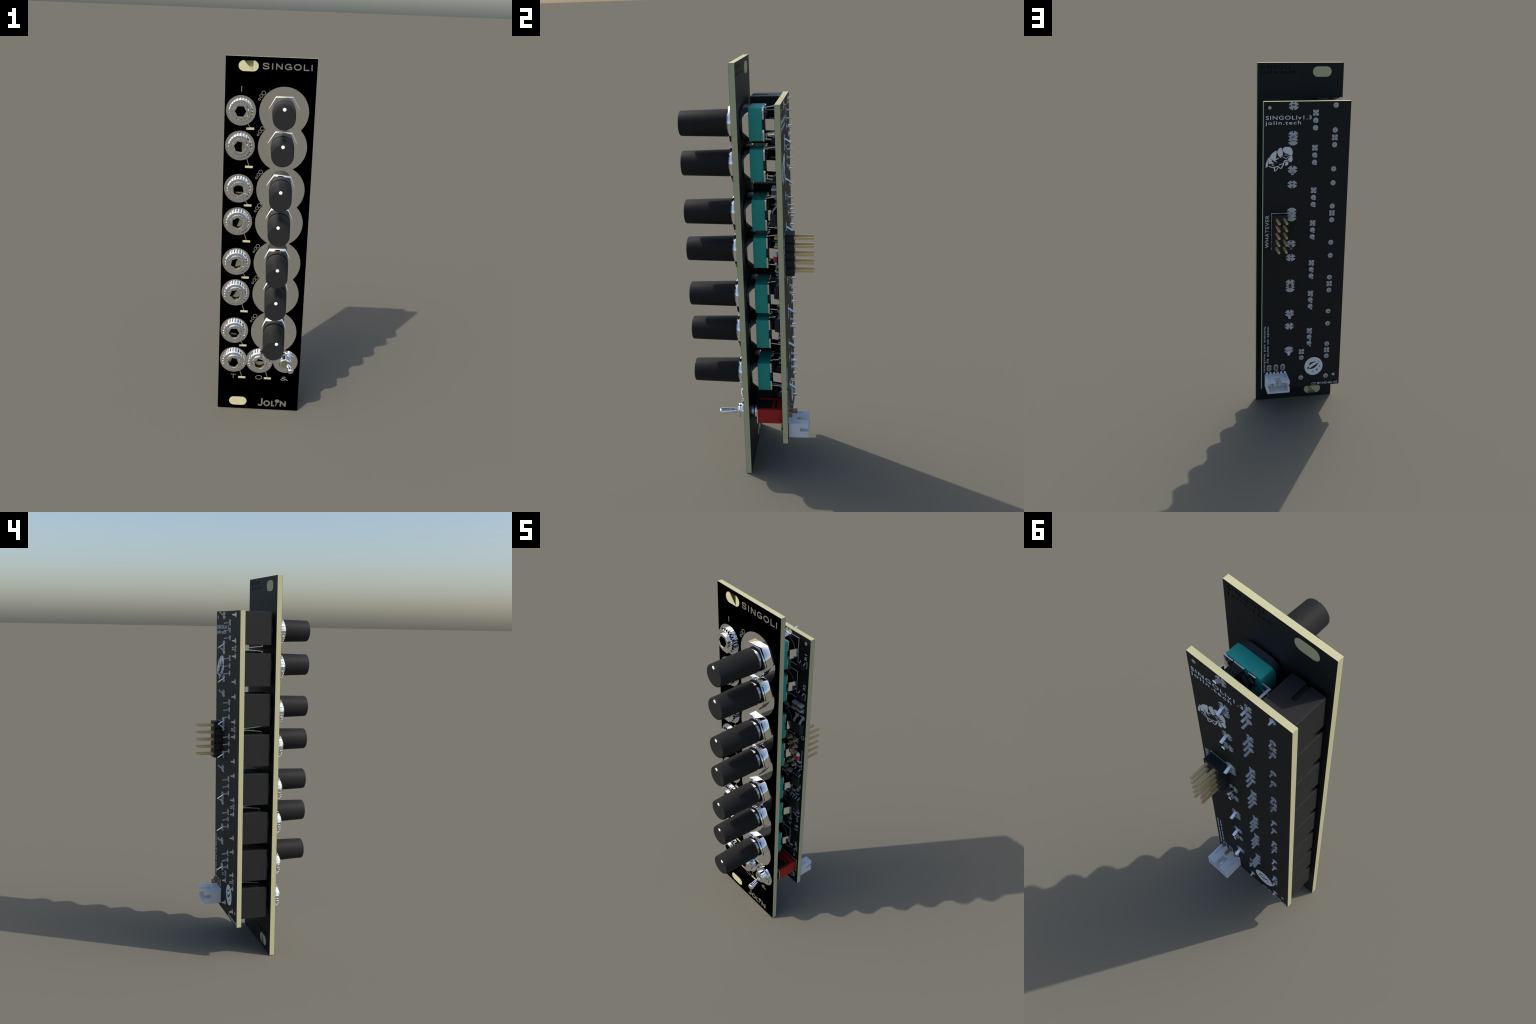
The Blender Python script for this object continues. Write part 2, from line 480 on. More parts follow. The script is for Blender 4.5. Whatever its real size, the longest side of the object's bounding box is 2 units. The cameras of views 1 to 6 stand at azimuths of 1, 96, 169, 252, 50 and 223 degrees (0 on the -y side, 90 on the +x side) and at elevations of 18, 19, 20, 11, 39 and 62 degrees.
put("board_lettering", text_mesh("board_lettering", "CC BY-NC-SA 4.0", M_SILK, (-0.0652, BB, 0.1822), BACK_X, BACK_Y, 0.1545, 0.0135, weight=0.006), board)
bm = bmesh.new()
add_stroke(bm, [(0.0999, 1.2335), (0.1838, 1.2343), (0.1825, 1.0324)], 0.0028, BB - 0.0002, BB + 0.0006)
put("header_outline", finish(bm, "header_outline", M_SILK), board)

# round knob emblem
bm = bmesh.new()
EX, EZ = -0.0743, 0.3032
add_prism(bm, circle(EX, EZ, 0.0538, 0.0575, seg=40), BB - 0.0002, BB + 0.0006)
put("emblem_disc", finish(bm, "emblem_disc", M_SILK), board)
bm = bmesh.new()
U = 0.0538 / 470.0                     # emblem drawn on a grid of 470 units radius, x to the right seen from behind
def emblem(pts):
    add_prism(bm, [(EX - px * U, EZ + pz * U * 1.06) for px, pz in pts], BB, BB + 0.0009)
emblem([(-195, 203), (165, 263), (85, 228), (-85, 148), (-240, 45), (-262, 20), (-215, 138)])
emblem([(-345, -92), (-290, -22), (-255, 30), (-262, -20), (-235, -82), (-200, -107), (235, 168), (238, 258), (280, 283), (255, 188), (205, 78), (125, -22),
        (15, -102), (-115, -147), (-235, -132)])
for px, pz, r in ((312, -27, 33), (175, -192, 46), (-25, -277, 33)):
    add_prism(bm, circle(EX - px * U, EZ + pz * U * 1.06, r * U, seg=12), BB, BB + 0.0009)
put("emblem_drawing", finish(bm, "emblem_drawing", M_MASKB), board)

# pale curled-grub drawing: body segments and thin legs
bm = bmesh.new()
GU = 0.1673 / 1000.0                   # metres per drawing unit
def grub(pts):
    return [(0.3003 - px * GU, 1.6320 - pz * 0.1683 / 1000.0 - px * 0.0000037) for px, pz in pts]
for blob in (
    [(1020, 300), (1045, 245), (1130, 210), (1260, 220), (1320, 280), (1350, 380), (1328, 485), (1265, 480), (1180, 430), (1095, 410), (1040, 345)],
    [(848, 375), (890, 290), (935, 245), (985, 235), (1005, 300), (1035, 400), (1030, 470), (960, 562), (900, 500)],
    [(690, 605), (612, 545), (680, 430), (760, 365), (832, 325), (832, 450), (812, 590), (800, 640), (730, 650)],
    [(592, 760), (575, 640), (560, 560), (620, 555), (672, 600), (700, 690), (745, 710), (735, 765), (650, 735)],
    [(490, 862), (500, 740), (548, 598), (568, 660), (566, 790), (540, 850)],
    [(1195, 600), (1240, 540), (1275, 492), (1330, 490), (1347, 620), (1310, 688), (1230, 680)],
    [(1092, 775), (1130, 730), (1095, 690), (1190, 665), (1215, 700), (1200, 780), (1130, 803)],
):
    add_prism(bm, grub(blob), BB - 0.0002, BB + 0.0006)
for k, (line, w) in enumerate((([(600, 825), (735, 868), (890, 820)], 26), ([(770, 865), (782, 968)], 36), ([(820, 965), (900, 850)], 24), ([(905, 830), (955, 890)], 24),
                ([(985, 890), (1055, 775), (1080, 655), (1180, 630)], 30), ([(930, 775), (1050, 735)], 26), ([(1020, 520), (1140, 580), (1240, 500)], 20),
                ([(690, 780), (760, 810)], 18), ([(770, 640), (890, 570)], 34), ([(1080, 470), (1200, 470)], 16), ([(780, 665), (835, 690)], 22))):
    add_stroke(bm, grub(line), w * GU, BB - 0.0002, BB + 0.00065 + 0.00003 * k)
put("grub_drawing", finish(bm, "grub_drawing", M_SILK), board)

# front silkscreen: outline and arc behind every potentiometer, small bracket marks, labels
bm = bmesh.new()
for i in range(7):
    z = ROWS[i]
    add_stroke(bm, [(POT_X - 0.02, z + 0.0746), (0.1492, z + 0.0746), (0.1492, z - 0.0746), (POT_X - 0.02, z - 0.0746)], 0.0024, BF - 0.0012, BF + 0.0002)
    add_stroke(bm, arc(POT_X, z, 0.0480, 0.0480, -60, 95, 16), 0.0022, BF - 0.0005, BF + 0.0002)
for z in (1.683, 1.501, 0.450, 1.06, 0.93):
    add_stroke(bm, [(0.206, z + 0.016), (0.2130, z + 0.016), (0.2130, z - 0.016), (0.207, z - 0.018)], 0.0024, BF - 0.0005, BF + 0.0002)
add_stroke(bm, [(0.084, LOW + 0.046), (0.2135, LOW + 0.046), (0.2135, LOW - 0.042)], 0.0024, BF - 0.0005, BF + 0.0002)
add_stroke(bm, [(0.2125, 1.170), (0.2125, 1.095), (0.195, 1.095)], 0.0022, BF - 0.0005, BF + 0.0002)
put("board_outline_print", finish(bm, "board_outline_print", M_SILK), board, stuff=True)
FRX, FRY = (0, 0, 1), (-1, 0, 0)
for txt, x, z in (("R1", 0.210, 1.708), ("R2", 0.210, 1.540), ("R3", 0.210, 0.600), ("R4", 0.210, 0.472), ("C5", 0.152, 0.600),
                  ("C7", 0.200, 0.384), ("U1", 0.210, 0.660), ("D2", 0.212, 1.062), ("C1", 0.205, 0.875), ("R8", 0.195, 0.700), ("J9", 0.155, 0.250), ("R6", 0.205, 0.215)):
    put("part_label", text_mesh("part_label", txt, M_SILK, (x, BF, z), FRX, FRY, 0.030, 0.0155), board)

# ================================================================== small parts on the board
def chip_pads(bm, spots):
    for x, z, w, h in spots:
        add_box(bm, x - w / 2, x + w / 2, BF - 0.0014, BF, z - h / 2, z + h / 2)
CAP = bmesh.new(); add_box(CAP, -0.014, 0.014, BF - 0.024, BF - 0.001, -0.0105, 0.0105, 0.001); CAP = finish(CAP, "ceramic_capacitor", M_BROWN)
CAPEND = box_mesh("end_cap", M_SMD, (-0.0144, 0.0144, BF - 0.0244, BF - 0.0006, -0.0185, -0.0105), (-0.0144, 0.0144, BF - 0.0244, BF - 0.0006, 0.0105, 0.0185))
for x, z in ((0.158, 1.4380), (0.197, 1.4380), (0.140, 0.990), (0.100, 1.000)):
    c = put("ceramic_capacitor", CAP, None, (x, 0, z)); put("end_cap", CAPEND, c)
RES = box_mesh("chip_resistor", M_CHIP, (-0.0095, 0.0095, BF - 0.010, BF - 0.001, -0.0095, 0.0095))
RESEND = box_mesh("end_cap", M_SMD, (-0.0097, 0.0097, BF - 0.0102, BF - 0.0006, -0.0150, -0.0095), (-0.0097, 0.0097, BF - 0.0102, BF - 0.0006, 0.0095, 0.0150))
for x, z in ((0.166, 1.4000), (0.202, 1.4000), (0.202, 1.0790), (0.183, 0.737), (0.210, 0.728), (0.170, 0.448), (0.150, 0.640), (0.125, 0.863),
             (0.175, 0.868), (0.200, 0.886), (0.205, 0.620), (0.185, 0.235)):
    c = put("chip_resistor", RES, None, (x, 0, z)); put("end_cap", RESEND, c)
TRANS = box_mesh("transistor", M_CHIP, (-0.0225, 0.0225, BF - 0.018, BF - 0.002, -0.0105, 0.0105), bevel=0.001)
TLEG = bmesh.new()
for x, s in ((-0.0148, 1), (0.0148, 1), (0.0, -1)):
    add_strip(TLEG, [(x, BF - 0.010, s * 0.0105), (x, BF - 0.009, s * 0.014), (x, BF - 0.002, s * 0.0155), (x, BF - 0.001, s * 0.0225)], 0.0066, (1, 0, 0), 0.002)
TLEG = finish(TLEG, "transistor_leg", M_SMD)
for x, z in ((0.184, 1.6680), (0.186, 1.4990), (0.187, 0.4320), (0.188, 1.0200)):
    c = put("transistor", TRANS, None, (x, 0, z)); put("transistor_leg", TLEG, c)
# two larger integrated circuits
IC = box_mesh("integrated_circuit", M_CHIP, (-0.0380, 0.0380, BF - 0.025, BF - 0.002, -0.0300, 0.0300), bevel=0.0015)
ILEG = bmesh.new()
for k in range(4):
    x = -0.0297 + 0.0198 * k
    for s in (1, -1):
        add_strip(ILEG, [(x, BF - 0.012, s * 0.030), (x, BF - 0.011, s * 0.036), (x, BF - 0.002, s * 0.038), (x, BF - 0.001, s * 0.0480)], 0.0068, (1, 0, 0), 0.0022)
ILEG = finish(ILEG, "circuit_leg", M_SMD)
for x, z in ((0.180, 0.7990), (0.178, 0.965)):
    c = put("integrated_circuit", IC, None, (x, 0, z)); put("circuit_leg", ILEG, c)
# voltage regulator: block with two long legs
reg = put("voltage_regulator", box_mesh("voltage_regulator", M_CHIP, (0.1480, 0.2200, 0.1115, BF - 0.001, 1.2870, 1.3420), bevel=0.0015))
bm = bmesh.new()
for x in (0.1640, 0.2060):
    add_strip(bm, [(x, 0.1220, 1.3400), (x, 0.1210, 1.3500), (x, BF - 0.004, 1.3720), (x, BF - 0.002, 1.3820)], 0.0125, (1, 0, 0), 0.003)
add_strip(bm, [(0.1850, 0.1300, 1.2880), (0.1850, 0.1310, 1.2800), (0.1850, BF - 0.002, 1.2680)], 0.0125, (1, 0, 0), 0.003)
put("regulator_leg", finish(bm, "regulator_leg", M_SMD), reg)
bm = bmesh.new()
for x, z in ((0.1640, 1.374), (0.2060, 1.374), (0.2108, 1.2533)):
    add_ring(bm, x, z, 0.0105, 0.005, BF - 0.0010, BF, 16)
put("test_pad", finish(bm, "test_pad", M_SOLDER), board, stuff=True)
# glass diode: grey, red and blue bands along z
DX, DZ = 0.1955, 1.1300
def band(name, mat, z0, z1, r0, r1):
    bm = bmesh.new()
    add_lathe(bm, [(z0, 0), (z0, r0), (z1, r1), (z1, 0)], 20)
    bmesh.ops.rotate(bm, verts=bm.verts, matrix=Matrix.Rotation(PI / 2, 3, 'X'))
    bmesh.ops.translate(bm, verts=bm.verts, vec=(DX, BF - 0.0125, DZ))
    return finish(bm, name, mat, 40)
dio = put("diode", band("diode", M_GLASSR, -0.0150, 0.0090, 0.0120, 0.0120))
put("diode_end", band("diode_end", M_CONN, 0.0092, 0.0260, 0.0120, 0.0040), dio)
put("diode_band", band("diode_band", M_BLUE, -0.0200, -0.0152, 0.0120, 0.0120), dio)
put("diode_end", band("diode_end", M_TIN, -0.0270, -0.0202, 0.0110, 0.0110), dio)

# ================================================================== knobs
knob_profile = [(-0.0805, 0.0), (-0.0805, 0.0600), (-0.0820, 0.0616), (-0.1000, 0.0612), (-0.2930, 0.0566), (-0.2970, 0.0550), (-0.2988, 0.0530), (-0.2990, 0.0)]
KNOB = lathe_mesh("knob", M_KNOB, knob_profile, seg=36, smooth=22)
bm = bmesh.new()
add_lathe(bm, [(-0.2975, 0.0096), (-0.2994, 0.0092), (-0.3002, 0.0055), (-0.3004, 0.0)], 7, 0.0, 0.0440)
DOT = finish(bm, "knob_indicator", M_WHITE, 60)
turns = [0, 1, 0, -6, 3, 3, 21]
for i in range(7):
    k = put("knob", KNOB, None, (POT_X, 0, ROWS[i]), math.radians(turns[i]))
    put("knob_indicator", DOT, k)

# ================================================================== potentiometers
def hex_nut(name, across, y_front, y_back, mat, chamfer):
    bm = bmesh.new()
    def hexr(a):
        return across / 2 / math.cos((a % (PI / 3)) - PI / 6)
    seg = 6
    ang = [2 * PI * i / seg for i in range(seg)]
    r_in = across / 2 - chamfer * 0.4
    def ring(f):
        return [bm.verts.new((f(a)[0] * math.cos(a), f(a)[1], f(a)[0] * math.sin(a))) for a in ang]
    c, c2 = bm.verts.new((0, y_front, 0)), bm.verts.new((0, y_back, 0))
    r0 = ring(lambda a: (hexr(a) * r_in * 2 / across, y_front))
    r1 = ring(lambda a: (hexr(a), y_front + chamfer))
    r2 = ring(lambda a: (hexr(a), y_back))
    for i in range(seg):
        j = (i + 1) % seg
        bm.faces.new((c, r0[i], r0[j]))
        for p, q in ((r0, r1), (r1, r2)):
            bm.faces.new((p[i], p[j], q[j], q[i]))
        bm.faces.new((r2[i], r2[j], c2))
    return finish(bm, name, mat, 62)
NUT = hex_nut("hex_nut", 0.1560, PF - 0.0252, PF - 0.0003, M_CHROME, 0.0035)
POT = box_mesh("potentiometer", M_TEAL, (-0.0870, 0.0692, 0.0205, 0.0805, -0.0723, 0.0723), bevel=0.0018)
bm = bmesh.new()                                   # bright front shell: plate, then a round shoulder
def rounded(x0, x1, z0, z1, r, n=6):
    return (arc(x1 - r, z1 - r, r, r, 0, 90, n) + arc(x0 + r, z1 - r, r, r, 90, 180, n)
            + arc(x0 + r, z0 + r, r, r, 180, 270, n) + arc(x1 - r, z0 + r, r, r, 270, 360, n))
levels = [(0.0203, 0.0, 0.022), (-0.0072, -0.0012, 0.046), (-0.0085, 0.002, 0.048)]
loops = [[bm.verts.new((x, y, z)) for x, z in rounded(-0.0980 + d, 0.0705 - d, -0.0742 + d, 0.0742 - d, r)] for y, d, r in levels]
for la, lb in zip(loops, loops[1:]):
    for i in range(len(la)):
        j = (i + 1) % len(la)
        bm.faces.new((la[i], la[j], lb[j], lb[i]))
bm.faces.new(loops[0])
bm.faces.new(loops[-1])
add_lathe(bm, [(-0.0080, 0.0), (-0.0080, 0.0580), (-0.0130, 0.0560), (-0.0130, 0.0)], 28)
SHELL = finish(bm, "front_shell", M_CHROME, 40)
BUSH = lathe_mesh("threaded_bushing", M_TIN, [(-0.004, 0.0)] + [(-0.004, 0.0530), (PF - 0.0262, 0.0530), (PF - 0.0275, 0.0470)]
                  + [(PF - 0.0290 - 0.0022 * k, 0.0470 - 0.0025 * (k % 2)) for k in range(5)] + [(PF - 0.0400, 0.0)], seg=32)
bm = bmesh.new()                                   # rear tabs folded over the teal body
for x0, x1 in ((0.0300, 0.0695), (-0.0700, -0.0400)):
    for z0, z1 in ((0.0225, 0.0735), (-0.0735, -0.0225)):
        add_box(bm, x0, x1, 0.0806, 0.0890, z0, z1, 0.001)
add_box(bm, -0.020, 0.026, 0.0806, 0.0860, 0.0550, 0.0735, 0.001)
TABS = finish(bm, "folded_tab", M_TIN, 40)
ROTOR = lathe_mesh("rotor_cover", M_ROTOR, [(0.0806, 0.0), (0.0806, 0.0500), (0.0950, 0.0490), (0.1000, 0.0440), (0.1000, 0.0300), (0.0960, 0.0280), (0.0960, 0.0180),
                                            (0.1200, 0.0160), (0.1200, 0.0)], seg=8, smooth=20, phase=PI / 8)
bm = bmesh.new()                                   # support plates down to the board: one at the side, one at each end
add_strip(bm, [(0.0660, 0.0955, 0.0003), (0.0780, BF - 0.005, 0.0003)], 0.0490, (0, 0, 1), 0.0040)
for s in (1, -1):
    add_strip(bm, [(0.0020, 0.0840, s * 0.0690), (0.0020, BF - 0.003, s * 0.0755)], 0.0430, (1, 0, 0), 0.0040)
LEGS = finish(bm, "support_plate", M_CHROME)
bm = bmesh.new()                                   # mounting lugs: through the board, then bent over
for s in (1, -1):
    add_strip(bm, [(0.002, BF - 0.004, s * 0.0735), (0.002, BB - 0.002, s * 0.0745), (0.003, BB + 0.010, s * 0.0800), (0.0045, BB + (0.0225 if s > 0 else 0.0300), s * (0.0905 if s > 0 else 0.0945))],
              0.0150, (0.95, 0, 0.3 * s), 0.0042)
LUGM = finish(bm, "mounting_lug", M_TIN)
bm = bmesh.new()                                   # three terminals on the left side
for k in (-1, 0, 1):
    add_box(bm, PIN_X - POT_X - 0.006, -0.0865, 0.0690, 0.0740, 0.0388 * k - 0.0045, 0.0388 * k + 0.0045)
    add_strip(bm, [(PIN_X - POT_X, 0.0690, 0.0388 * k), (PIN_X - POT_X, BB, 0.0388 * k), (PIN_X - POT_X, BB + 0.0030, 0.0388 * k - 0.0005), (PIN_X - POT_X, 0.2015, 0.0388 * k - 0.0040)],
              0.0095, (1, 0, 0), 0.0050)
TERM = finish(bm, "terminal_pin", M_PIN)
for i in range(7):
    p = put("potentiometer", POT, None, (POT_X, 0, ROWS[i]))
    put("front_shell", SHELL, p)
    put("threaded_bushing", BUSH, p)
    put("folded_tab", TABS, p)
    put("rotor_cover", ROTOR, p)
    put("support_plate", LEGS, p)
    put("mounting_lug", LUGM, p)
    put("terminal_pin", TERM, p)
    put("hex_nut", NUT, p, rot_y=math.radians((0, 3, 5, 1, -1, 2, -2)[i]))

# ================================================================== jack sockets
def body_with_groove(s):
    bm = bmesh.new()
    add_box(bm, -0.0702, 0.0702, 0.0025, BF - 0.0008, min(s * 0.0950, -s * 0.0700), max(s * 0.0950, -s * 0.0700), 0.0012)
    me = finish(bm, "jack_socket", M_BLACK)
    g = box_mesh("groove", M_BLACK, (-0.010, 0.010, -0.01, 0.080, s * 0.0950 - 0.014, s * 0.0950 + 0.014))
    hb = bmesh.new()
    add_prism(hb, circle(0, 0, 0.0310, seg=16), -0.02, 0.1380)
    me = cut(me, "jack_socket", g, finish(hb, "bore_cut", M_BLACK))
    return me
BODY = {1: body_with_groove(1), -1: body_with_groove(-1)}
COLLAR = lathe_mesh("socket_collar", M_BLACK, [(0.0022, 0.0320), (0.0022, 0.0520), (PB + 0.0060, 0.0520), (PB + 0.0010, 0.0430), (PB + 0.0010, 0.0320), (0.0022, 0.0320)], seg=28)
teeth, per = 25, 6
def knurl(i, y, r):
    return r if r < 0.0600 else r - (0.0075 if i % per in (0, 1) else 0.0)
KNURL = lathe_mesh("knurled_nut", M_CHROME,
                   [(PF - 0.0014, 0.0430), (PF - 0.0014, 0.0625), (PF - 0.0138, 0.0625), (PF - 0.0144, 0.0595), (PF - 0.0156, 0.0595), (PF - 0.0162, 0.0625),
                    (PF - 0.0280, 0.0622), (PF - 0.0305, 0.0565), (PF - 0.0310, 0.0560), (PF - 0.0310, 0.0430)], seg=teeth * per, smooth=12, radius_fn=knurl)
BUSHING = lathe_mesh("socket_bushing", M_CHROME,
                     [(PF - 0.020, 0.0430), (PF - 0.0370, 0.0425), (PF - 0.0395, 0.0405), (PF - 0.0395, 0.0330), (PF - 0.0370, 0.0305), (PF - 0.0250, 0.0300)], seg=20, smooth=25)
BORE = lathe_mesh("socket_bore", M_GLOSSK, [(PF - 0.0252, 0.0420), (PF - 0.0252, 0.0302), (0.1370, 0.0302), (0.1370, 0.0)], seg=16)  # walls coloured near-black to paint in the darkness of the hole
LIP = lathe_mesh("socket_lip", M_CHROME, [(PF - 0.0389, 0.0385), (PF - 0.0389, 0.0296), (PF - 0.0300, 0.0290)], seg=6, smooth=20)
bm = bmesh.new()
def tapered_pin(z):
    add_lathe(bm, [(BF - 0.004, 0.0), (BF - 0.004, 0.0085), (BB, 0.0085), (0.1885, 0.0042), (0.1885, 0.0)], 4, 0.0, z, PI / 4)
tapered_pin(0.0765)
tapered_pin(-0.0525)
add_strip(bm, [(0, 0.0280, -0.0660), (0, 0.0285, -0.0780), (0, 0.095, -0.0850), (0, BF - 0.002, -0.0875)], 0.0115, (1, 0, 0), 0.0036)
CONTACT_UP = finish(bm, "contact_strip", M_TIN)
CONTACT_DN = CONTACT_UP.copy()
for v in CONTACT_DN.vertices:
    v.co.z = -v.co.z
CONTACT_DN.flip_normals()
bm = bmesh.new()
add_box(bm, -0.0100, 0.0100, 0.1180, BF - 0.001, 0.0830, 0.0990)
for dz in (-0.0042, 0.0042):
    add_lathe(bm, [(BF, 0.0), (BF, 0.0050), (BB, 0.0050), (0.1895, 0.0026), (0.1895, 0.0)], 4, 0.0, 0.0910 + dz, PI / 4)
SHARED = finish(bm, "ground_strip", M_TIN)
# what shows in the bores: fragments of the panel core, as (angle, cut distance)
frags = [[], [(0, 0.010)], [(95, 0.014), (-90, 0.021)], [(-20, 0.006)], [(-15, 0.000), (95, 0.02)], [(-35, 0.0)], [(75, 0.012), (-100, 0.022)], [(160, 0.010)], [(-95, 0.006), (165, 0.010)]]
for i, (x, z) in enumerate(JACKS):
    s = 1 if jack_up(i) else -1
    j = put("jack_socket", BODY[s], None, (x, 0, z))
    put("socket_collar", COLLAR, j)
    put("knurled_nut", KNURL, j, rot_y=0.13 * i)
    put("socket_bushing", BUSHING, j, rot_y=0.2 * i)
    put("socket_bore", BORE, j)
    put("socket_lip", LIP, j, rot_y=0.17 * i)
    put("contact_strip", CONTACT_UP if s > 0 else CONTACT_DN, j)
    if s < 0:
        put("ground_strip", SHARED, j)
    if frags[i]:
        bm = bmesh.new()
        for k, (a, d) in enumerate(frags[i]):
            h = math.degrees(math.acos(d / 0.0294))
            add_prism(bm, arc(0, 0, 0.0294, 0.0294, a - h, a + h, 10), PF + 0.002 + 0.004 * k, PF + 0.004 + 0.004 * k)
        put("core_fragment", finish(bm, "core_fragment", M_CORE), j)

# ================================================================== toggle switch
SX0, SX1, SZ0, SZ1 = SWITCH_X - 0.0610, SWITCH_X + 0.0610, LOW - 0.0380, LOW + 0.0378
bm = bmesh.new()
add_box(bm, SX0, SX1, 0.0210, BF - 0.0030, SZ0, SZ1, 0.0015)
sw_me = finish(bm, "toggle_switch", M_RED)
sw_me = cut(sw_me, "toggle_switch",
            box_mesh("c", M_BLACK, (SX0 + 0.014, SX1 - 0.016, 0.0, 0.1130, SZ1 - 0.030, SZ1 + 0.01)),
            box_mesh("c", M_BLACK, (SX1 - 0.004, SX1 + 0.01, 0.127, 0.2, LOW - 0.023, LOW + 0.012)))
switch = put("toggle_switch", sw_me)
put("dark_opening_block", box_mesh("dark_opening_block", M_CHIP, (SX0 + 0.0142, SX1 - 0.0162, 0.0215, 0.1128, SZ1 - 0.0298, SZ1 - 0.0060)), switch)
put("switch_clip", box_mesh("switch_clip", M_RED, (SX0 + 0.022, SX1 - 0.030, 0.0905, 0.1020, SZ1 - 0.0100, SZ1 + 0.0005)), switch)
bm = bmesh.new()
add_box(bm, SX0, SX1 + 0.0006, 0.0160, 0.0209, SZ0 - 0.0006, SZ1 + 0.0006)
add_lathe(bm, [(0.0160, 0.0), (0.0160, 0.0440), (0.0040, 0.0430), (-0.0040, 0.0300), (-0.0160, 0.0300)], 24, SWITCH_X, LOW)
put("switch_frame", finish(bm, "switch_frame", M_TIN, 40), switch)
put("switch_nut", hex_nut("switch_nut", 0.1000, PF - 0.0150, PF - 0.0010, M_CHROME, 0.003), switch, (SWITCH_X, 0, LOW + 0.001), math.radians(22))
sb = [(PF - 0.010, 0.0365)]
for k in range(6):
    sb.append((PF - 0.0155 - 0.0035 * k, 0.0365 - 0.0030 * (k % 2)))
sb += [(PF - 0.0365, 0.0330), (PF - 0.0385, 0.0300), (PF - 0.0385, 0.0240), (PF - 0.0290, 0.0225)]
put("switch_bushing", lathe_mesh("switch_bushing", M_CHROME, sb, seg=28, cx=SWITCH_X, cz=LOW), switch)
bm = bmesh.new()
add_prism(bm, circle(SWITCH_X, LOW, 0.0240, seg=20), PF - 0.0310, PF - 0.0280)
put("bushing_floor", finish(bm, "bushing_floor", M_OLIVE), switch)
bm = bmesh.new()
L0, L1 = Vector((0.1560, PF - 0.030, LOW + 0.0015)), Vector((0.1800, -0.1745, LOW + 0.0030))
length = (L1 - L0).length
add_lathe(bm, [(0.0, 0.0), (0.0, 0.0095), (length * 0.12, 0.0110), (length * 0.86, 0.0180), (length * 0.91, 0.0178), (length * 0.95, 0.0155), (length * 0.98, 0.0105), (length * 0.995, 0.0045), (length, 0.0)], 20)
q = (L1 - L0).to_track_quat('Y', 'Z')
bmesh.ops.rotate(bm, verts=bm.verts, matrix=q.to_matrix())
bmesh.ops.translate(bm, verts=bm.verts, vec=L0)
put("toggle_lever", finish(bm, "toggle_lever", M_CHROME, 40), switch)
for k, x in enumerate(LUGS):
    y1 = (0.1885, 0.2110, 0.1885)[k]
    me = box_mesh("switch_lug", M_BRASS, (x - 0.0052, x + 0.0052, BF - 0.01, y1, LOW - 0.0120, LOW + 0.0120), bevel=0.0015)
    if k == 1:
        hb = bmesh.new()
        add_lathe(hb, [(-0.02, 0.0), (-0.02, 0.0052), (0.02, 0.0052), (0.02, 0.0)], 14)
        bmesh.ops.rotate(hb, verts=hb.verts, matrix=Matrix.Rotation(PI / 2, 3, 'Z'))
        bmesh.ops.translate(hb, verts=hb.verts, vec=(x, 0.1980, LOW))
        me = cut(me, "switch_lug", finish(hb, "c", M_BRASS))
    put("switch_lug", me, switch)

# ================================================================== pin header
HX = (0.1635, 0.1235)
HZ = [1.2137 - 0.0396 * k for k in range(5)]
bm = bmesh.new()
for z in HZ:
    x0, x1, c = 0.1039, 0.1831, 0.0055
    y0, y1 = BB + 0.0006, 0.2125
    pts = [(x0 + c, z - 0.0197), (x1 - c, z - 0.0197), (x1, z - 0.0197 + c), (x1, z + 0.0197 - c), (x1 - c, z + 0.0197), (x0 + c, z + 0.0197),
           (x0, z + 0.0197 - c), (x0, z - 0.0197 + c)]
    add_prism(bm, pts, y0, y1)
header = put("pin_header", finish(bm, "pin_header", M_CHIP))
bm = bmesh.new()
add_lathe(bm, [(BF - 0.0230, 0.0), (BF - 0.0230, 0.0050), (BF - 0.0190, 0.0075), (0.2985, 0.0075), (0.3030, 0.0050), (0.3030, 0.0)], 4, phase=PI / 4)
PIN = finish(bm, "header_pin", M_GOLD)
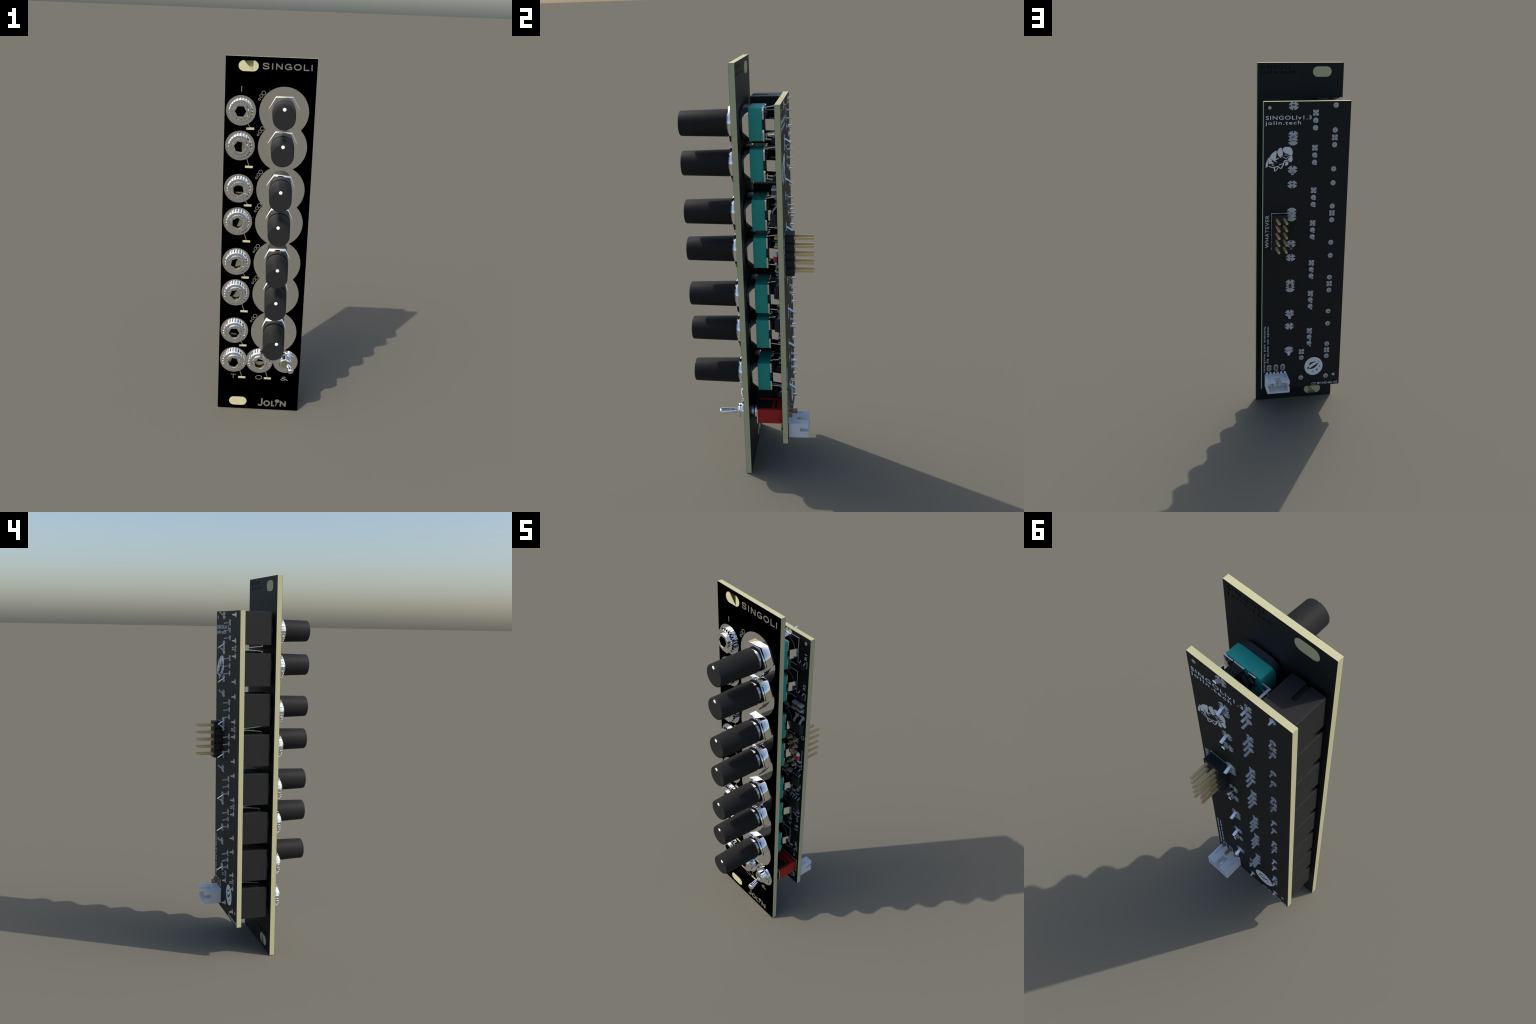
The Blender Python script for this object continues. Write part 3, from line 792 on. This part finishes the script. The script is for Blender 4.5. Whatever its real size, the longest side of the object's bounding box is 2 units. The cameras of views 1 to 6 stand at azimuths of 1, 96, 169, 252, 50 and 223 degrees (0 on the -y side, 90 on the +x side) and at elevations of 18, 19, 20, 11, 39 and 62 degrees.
for x in HX:
    for z in HZ:
        put("header_pin", PIN, header, (x, 0, z))
        put("solder_pad", PAD_ROUND if not (x == HX[0] and z == HZ[0]) else PAD_SQUARE, board, (x, BF - 0.0007, z))

# ================================================================== cable connector
CX0, CX1, CZ0, CZ1, CY0, CY1 = 0.0855, 0.2130, 0.2005, 0.2745, BB + 0.0012, 0.2690
cm = bmesh.new()
add_box(cm, CX0, CX1, CY0, CY1, CZ0, CZ1, 0.0012)
mid = (CX0 + CX1) / 2
conn = put("cable_connector", cut(finish(cm, "cable_connector", M_CONN), "cable_connector",
    box_mesh("c", M_CONN, (CX0 + 0.009, CX1 - 0.009, CY0 + 0.030, CY1 + 0.02, CZ0 + 0.009, CZ1 - 0.010)),
    box_mesh("c", M_CONN, (mid - 0.0165, mid + 0.0165, CY0 + 0.037, CY1 + 0.02, CZ1 - 0.030, CZ1 + 0.02)),
    box_mesh("c", M_CONN, (CX0 + 0.0115, CX0 + 0.0200, CY0 - 0.01, CY0 + 0.060, CZ1 - 0.003, CZ1 + 0.02)),
    box_mesh("c", M_CONN, (CX1 - 0.0200, CX1 - 0.0115, CY0 - 0.01, CY0 + 0.060, CZ1 - 0.003, CZ1 + 0.02)),
    box_mesh("c", M_CONN, (CX1 - 0.0120, CX1 + 0.01, CY1 - 0.0420, CY1 + 0.02, CZ1 - 0.0410, CZ1 - 0.0230)),
    box_mesh("c", M_CONN, (CX0 - 0.01, CX0 + 0.0120, CY1 - 0.0420, CY1 + 0.02, CZ1 - 0.0410, CZ1 - 0.0230))))
CPIN = box_mesh("connector_pin", M_TIN, (-0.0038, 0.0038, CY0 + 0.02, CY1 - 0.020, -0.0038, 0.0038))
for k in (-1, 0, 1):
    put("connector_pin", CPIN, conn, (mid + 0.031 * k, 0, CZ0 + 0.040))
bm = bmesh.new()
for k in range(6):
    add_box(bm, CX0 + 0.004 + 0.021 * k, CX0 + 0.016 + 0.021 * k, BB + 0.0002, BB + 0.0013, CZ1 - 0.002, CZ1 + 0.010)
put("connector_outline", finish(bm, "connector_outline", M_SILK), board, stuff=True)
bpy.context.view_layer.update()
